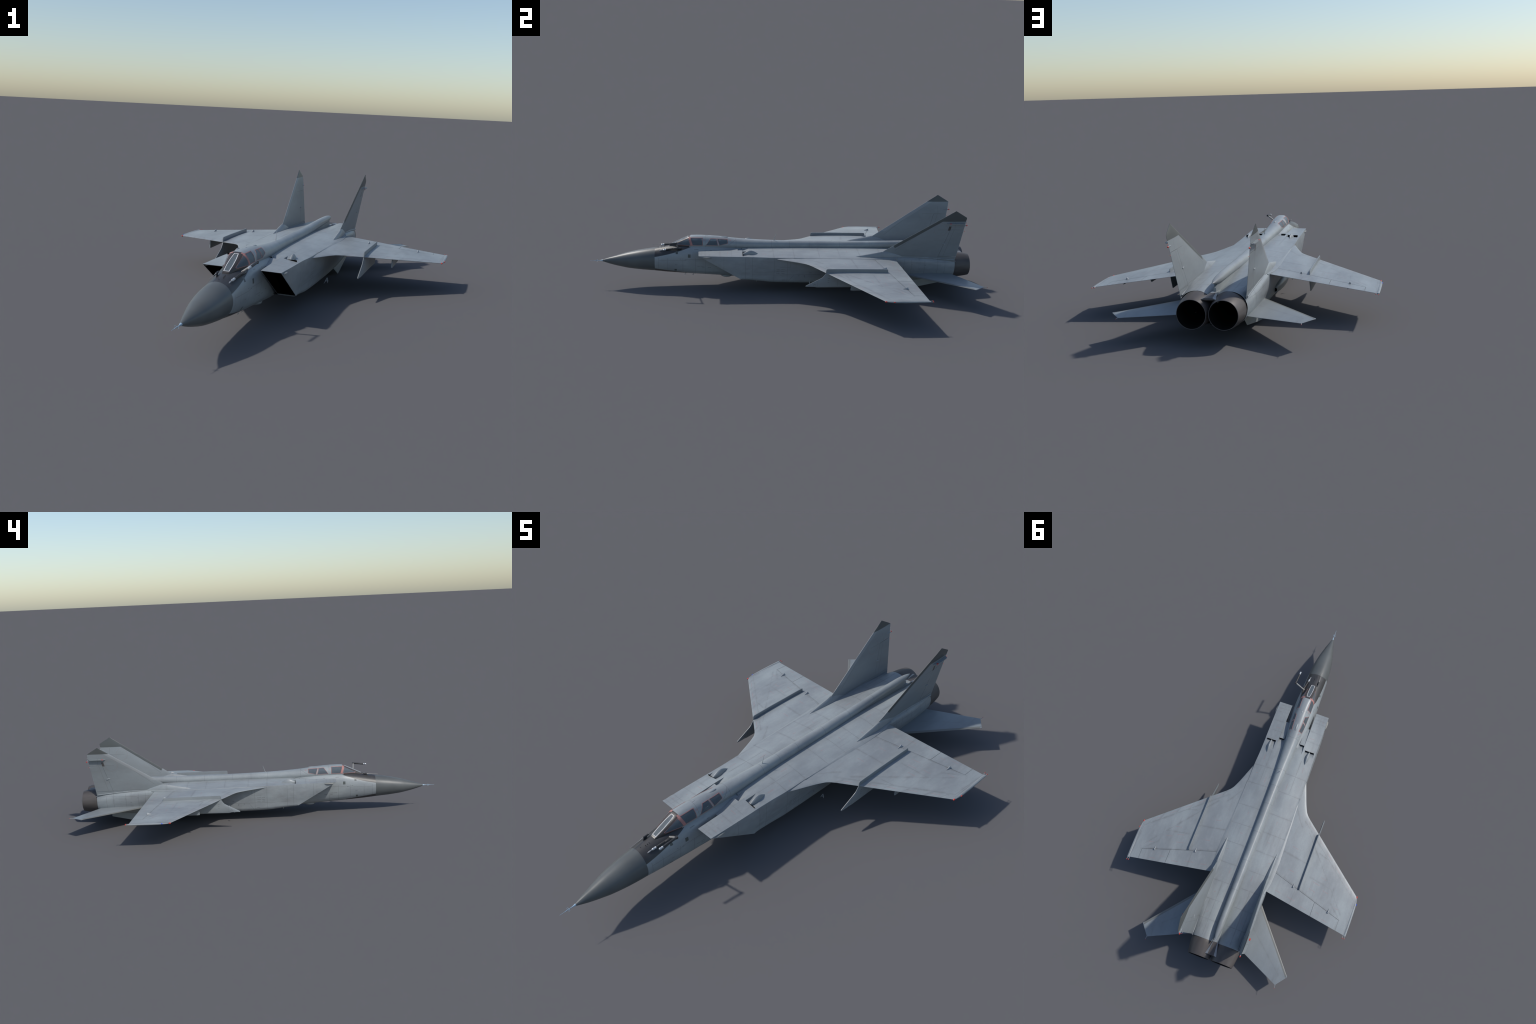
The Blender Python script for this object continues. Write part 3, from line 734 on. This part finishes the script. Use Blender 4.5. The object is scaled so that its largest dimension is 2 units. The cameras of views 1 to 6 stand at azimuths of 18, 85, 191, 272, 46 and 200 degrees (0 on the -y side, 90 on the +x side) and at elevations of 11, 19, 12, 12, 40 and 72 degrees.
# ----------------------------------------------------------------- tail fins
fx = lambda z: .1305+(z-.19)*.1385
finLE = poly1([(.150, .50), (.186, .50), (.2225, .509), (.447, .8615)])
finTE = poly1([(.150, .891), (.167, .8935), (.411, .9235), (.4470, .8630)])
fT = poly1([(.15, .0115), (.25, .0105), (.411, .0055), (.447, .0012)])
rh = poly1([(.15, .788), (.19, .798), (.345, .8445), (.36, .849)])     # rudder hinge line
for side in (1, -1):
    mat = M_FIN_L if side > 0 else M_FIN_R
    mp = lambda s, c, h: (side*(fx(s)+h), c, s)
    zs = [.150, .17, .19, .2055, .2225, .25, .28, .31, .345]
    fin = surface("tail_fin", zs, finLE, lambda s: rh(s)-.0004, finLE, finTE, fT, mp, mat, None, 24, .75)
    surface("fin_upper_part", [.345, .36, .375, .39, .4105, .42, .43, .44, .4468], finLE, finTE, finLE, finTE, fT, mp, mat, fin, 24, .75)
    surface("fin_stub", [.150, .17, .1915], lambda s: rh(s)-.0004, finTE, finLE, finTE, fT, mp, mat, fin, 8, .75)
    surface("rudder", [.1925, .22, .25, .28, .31, .3442], lambda s: rh(s)+.0004, finTE, finLE, finTE, fT, mp, mat, fin, 10, .75)
    # root fairing: forward dorsal wedge with rounded flanks
    rr = []
    for i in range(28):
        t = i/27; y = lerp(.362, .635, t)
        top = .1935+(.0290*min(1, (y-.362)/.147)**.9 if y < .511 else .029)
        w = .0125*math.sin(math.pi*min(max(.02+t*.98, 0), 1))**.8*(1 if t < .55 else 1)+.0008
        if y > .53: top = lerp(.2225, .197, ((y-.53)/.105))
        zc = .1935; x0 = fx(.2)+.0045*(1-t)
        ring = []
        for k in range(17):
            a = math.pi*k/16; cx = math.cos(a); sx = math.sin(a)
            ring.append((side*(x0+w*math.copysign(abs(cx)**1.4, cx)+(top-zc)*.12*sx), y, zc-.006+(top-zc+.006)*sx**1.15))
        ring += [(side*(x0-w), y, .178), (side*(x0+w), y, .178)]
        rr.append(ring)
    loft("fin_root_fairing", rr, M_BODY, fin, smooth=50)
    # base ledges
    for dx in (.0062, -.0062):
        tube("fin_base_strip", [((side*(fx(.192)+dx), .59, .1935), .0012), ((side*(fx(.188)+dx*.9), .72, .1890), .0031), ((side*(fx(.176)+dx*.55), .888, .1740), .0027)], M_BODY, fin, 10)
    # side blade aerial with red tips
    o = [(.8205, .003), (.834, .0185), (.842, .0188), (.900, .0155), (.910, .0135), (.915, .003)]
    up = [(side*(fx(.380)+d), y, .3815) for y, d in o]; dn = [(side*(fx(.380)+d), y, .3785) for y, d in o]
    bl = loft("blade_aerial", [up, dn], mat, fin, smooth=20)
    box("aerial_marking", min(side*(fx(.38)+.0125), side*(fx(.38)+.0185)), max(side*(fx(.38)+.0125), side*(fx(.38)+.0185)), .8335, .8440, .3776, .3824, M_REDL, bl)
    lx = side*fx(.368)
    tube("tail_lamp_fairing", [((lx+side*.002, .885, .368), .0004), ((lx, .9, .368), .0028), ((lx, .919, .368), .0034), ((lx, .924, .368), .0032)], mat, fin, 12)
    ellipsoid("tail_lamp", (lx, .9265, .368), (.0033, .0058, .0033), M_REDL, fin, 12, 8)
    for zz in (.378, .387, .335):
        yy = finTE(zz)
        tube("static_wick", [((side*fx(zz), yy-.004, zz), .0010), ((side*fx(zz), yy+.005, zz), .0009)], M_FIT, fin, 8)
        if zz == .335 or (zz == .378 and side > 0):
            ellipsoid("wick_tip", (side*fx(zz), yy+.006, zz), (.0013, .0026, .0013), M_REDL, fin, 8, 6)
    zz = .268; yy = rh(zz)
    for dx in (1, -1):
        xx = fx(zz)+dx*.0045
        tube("rudder_actuator", [((side*xx, yy-.012, zz), .0010), ((side*(xx+dx*.0012), yy+.002, zz-.002), .0026), ((side*(xx+dx*.001), yy+.006, zz-.003), .0018)], M_FIT, fin, 8)

# ------------------------------------------------------------- stabilators
sLE = poly1([(.11, .583), (.140, .619), (.394, .9240)])
sTE = poly1([(.11, .872), (.146, .889), (.349, .982), (.3940, .9262)])
sT = poly1([(.11, .014), (.15, .0125), (.349, .0055), (.394, .0030)])
for side in (1, -1):
    mp = lambda s, c, h: (side*s, c, .0965+.043*(s-.14)+h)
    st = surface("stabilator", [.11, .13, .15, .18, .21, .25, .29, .33, .349, .365, .38, .3935], sLE, sTE, sLE, sTE, sT, mp, M_STAB, None, 22, .75)
    tube("static_wick", [((side*.350, .980, .1055), .0010), ((side*.3515, .9975, .1055), .0008)], M_FIT, st, 8)
    ellipsoid("wick_tip", (side*.3515, .99775, .1055), (.0012, .0022, .0012), M_REDL, st, 8, 6)
    # ventral fin, canted
    V = []
    def vp(x, y, z): return (x, y, z)
    o = [(.098, .495, .068), (.103, .500, .055), (.1105, .548, .029), (.1190, .600, .0003), (.1165, .655, .0090), (.1100, .821, .0430), (.098, .829, .075), (.094, .83, .090)]
    nrm = Vector((.95, 0, .30))
    cen = Vector((.105, .66, .055))
    def ring(inn, off):
        r = []
        for p in o:
            p = Vector(p); d = (cen-p); k = min(inn/d.length, .6)
            q = p+d*k+nrm*off; q.z = max(q.z, 0.0); r.append((side*q.x, q.y, q.z))
        return r
    vf = loft("ventral_fin", [ring(.014, .0036), ring(0, .0008), ring(0, -.0008), ring(.014, -.0036)], M_PLATE, None, smooth=30)

# ------------------------------------------------------------------ nozzles
for side in (1, -1):
    def nring(t, r):
        # axis from the body to the exit, exit plane tipped so the lower lip reaches farther back
        y = lerp(.880, .983, t); cz = lerp(.1285, .1272, t); cx = lerp(.0630, .0615, t)
        tilt = .02*t
        return [(side*(cx+r*math.cos(a)), y-tilt*r*math.sin(a), cz+r*math.sin(a)) for a in [2*math.pi*k/56 for k in range(56)]]
    prof = [(.05, .0640), (.152, .0667), (.3, .0666), (.5, .0650), (.7, .0625), (.86, .0600), (.96, .0578), (1.0, .0567)]
    nz_ = loft("exhaust_nozzle", [nring(t, r) for t, r in prof] , M_NOZZLE, None, False, False, 40)
    loft("nozzle_rim", [nring(1.0, .0568), nring(1.004, .0560), nring(1.0, .0552), nring(.985, .0553)], M_RIM, nz_, False, False, 60)
    loft("nozzle_bore", [nring(1.0, .0555), nring(.9, .0545), nring(.5, .053), nring(.1, .052), nring(-1.6, .048)], M_BORE, nz_, False, True, 60)
    # small bright stub at the body end
    tube("nozzle_actuator_stub", [((side*.1255, .885, .1655), .0035), ((side*.1255, .898, .1640), .0028)], M_STEEL, nz_, 10)
# fairing between the nozzles
top = [(.007, .888, .189), (.0085, .900, .188), (.022, .957, .1815), (-.022, .957, .1815), (-.0085, .900, .188), (-.007, .888, .189)]
V = [(.0110, .893, .1878), (-.0110, .893, .1878), (-.0165, .9585, .1845), (.0165, .9585, .1845), (.0150, .893, .183), (-.0150, .893, .183), (-.0305, .9605, .1788), (.0305, .9605, .1788),
     (.012, .893, .155), (-.012, .893, .155), (-.012, .9555, .1735), (.012, .9555, .1735)]
F = [(0, 1, 2, 3), (0, 3, 7, 4), (1, 5, 6, 2), (2, 6, 7, 3), (4, 7, 11, 8), (5, 9, 10, 6), (6, 10, 11, 7), (8, 11, 10, 9), (0, 4, 8, 9, 5, 1)]
tf = make("tail_fairing", V, F, [M_NOZZLE, M_STEEL], None, 20)
for p in tf.data.polygons:
    if abs(p.normal.x) > .2 and p.normal.z > .1 and p.center.z > .175: p.material_index = 1
box("nozzle_divider", -.0075, .0075, .80, .925, .072, .178, M_BORE, tf)
tube("drain_pipe", [((0, .90, .083), .004), ((0, .935, .082), .004)], M_BLACK, tf, 12)

# ------------------------------------------------------------- gun fairing
rr = []
for i in range(25):
    t = i/24; y = lerp(.155, .425, t)
    w = .020*math.sin(math.pi*min(1, .06+t*.86))**.55; h = .0230*math.sin(math.pi*min(1, .08+t*.80))**.55
    zc = lerp(.082, .083, t); xc = -.1455+.004*t
    rr.append([(xc+w*math.cos(a), y, zc+h*math.sin(a)) for a in [2*math.pi*k/24 for k in range(24)]])
gun = loft("gun_fairing", rr, M_BODY, None)
tube("gun_opening_dark_plug", [((-.1425, .40, .083), .0085), ((-.1425, .4262, .083), .0080)], M_DEEP_SHADE, gun, 16)  # solid dark plug standing in for the opening, nothing is hollowed
box("gun_vent_dark_block", -.1415, -.139, .30, .335, .112, .120, M_DEEP_SHADE, gun)  # solid dark block in place of a vent hole

# ------------------------------------------------------- small loose brackets
for side in (1, -1):
    a = tube("gear_bracket", [((side*.1745, .128, .079), .0010), ((side*.1690, .128, .066), .0019), ((side*.1625, .128, .0535), .0008)], M_FIT, None, 6)
    tube("bracket_arm", [((side*.1745, .128, .079), .0010), ((side*.1775, .1285, .066), .0016), ((side*.1775, .129, .0565), .0008)], M_FIT, a, 6)
    tube("bracket_arm", [((side*.1690, .128, .0655), .0014), ((side*.1775, .1285, .0645), .0014)], M_FIT, a, 6)

# ------------------------------------------------------- refuelling probe
def probe(base, tip, name, par):
    b = Vector(base); t = Vector(tip); d = t-b
    P = lambda k: tuple(b+d*k)
    p = tube(name, [(P(-.06), .0030), (P(0), .0046), (P(.5), .0044), (P(.78), .0040)], M_BLACK, par, 14)
    tube("probe_collar", [(P(.775), .0046), (P(.81), .0050), (P(.84), .0036)], M_CHROME, p, 14)
    tube("probe_nozzle", [(P(.84), .0030), (P(.87), .0044), (P(.93), .0048), (P(.985), .0036), (P(1.0), .0010)], M_CHROME, p, 14)
    return p
arm = tube("refuelling_arm", [((.040, -.5455, .212), .0040), ((.088, -.5525, .249), .0038)], M_TUBE, None, 12)
probe((.092, -.5535, .2515), (.089, -.6285, .2440), "refuelling_probe", arm)
box("probe_elbow", .0865, .0965, -.5560, -.5475, .2465, .2560, M_BLACK, arm, .0012)
pf = probe((.046, -.545, .2130), (.0335, -.6240, .1970), "stowed_probe", None)
tube("stowed_probe_tip", [((.0335, -.6240, .1970), .0020), ((.0325, -.634, .1950), .0030), ((.0310, -.6430, .1915), .0008)], M_STEEL, pf, 12)
ellipsoid("probe_hump", (.045, -.548, .2095), (.0075, .024, .0060), M_BLACK, pf)
# angle-of-attack mast on the other side
mast = loft("air_data_mast", [[(-.0205, -.632, .190), (-.0205, -.618, .190), (-.0190, -.618, .190), (-.0190, -.632, .190)], [(-.0235, -.612, .2150), (-.0235, -.596, .2150), (-.0225, -.596, .2150), (-.0225, -.612, .2150)]], M_BLACK, None, smooth=20)
tube("air_data_tube", [((-.0235, -.592, .2150), .0022), ((-.0228, -.612, .2142), .0028), ((-.0220, -.632, .2118), .0010), ((-.0200, -.680, .2080), .0006)], M_TUBE, mast, 10)
tube("air_data_fin", [((-.0235, -.594, .2150), .0030), ((-.0230, -.618, .2138), .0032)], M_BLACK, mast, 10)
# row of small IFF blades ahead of the windshield
for i in range(3):
    y = -.615-.008*i
    zt = fwd(y)[2]
    tube("iff_blade", [((.008, y, zt-.003), .0013), ((.008, y-.001, zt+.0045), .0008)], M_BLACK, None, 6)
tube("iff_blade", [((.0, -.648, .200), .0010), ((.0, -.650, .2065), .0006)], M_BLACK, None, 6)
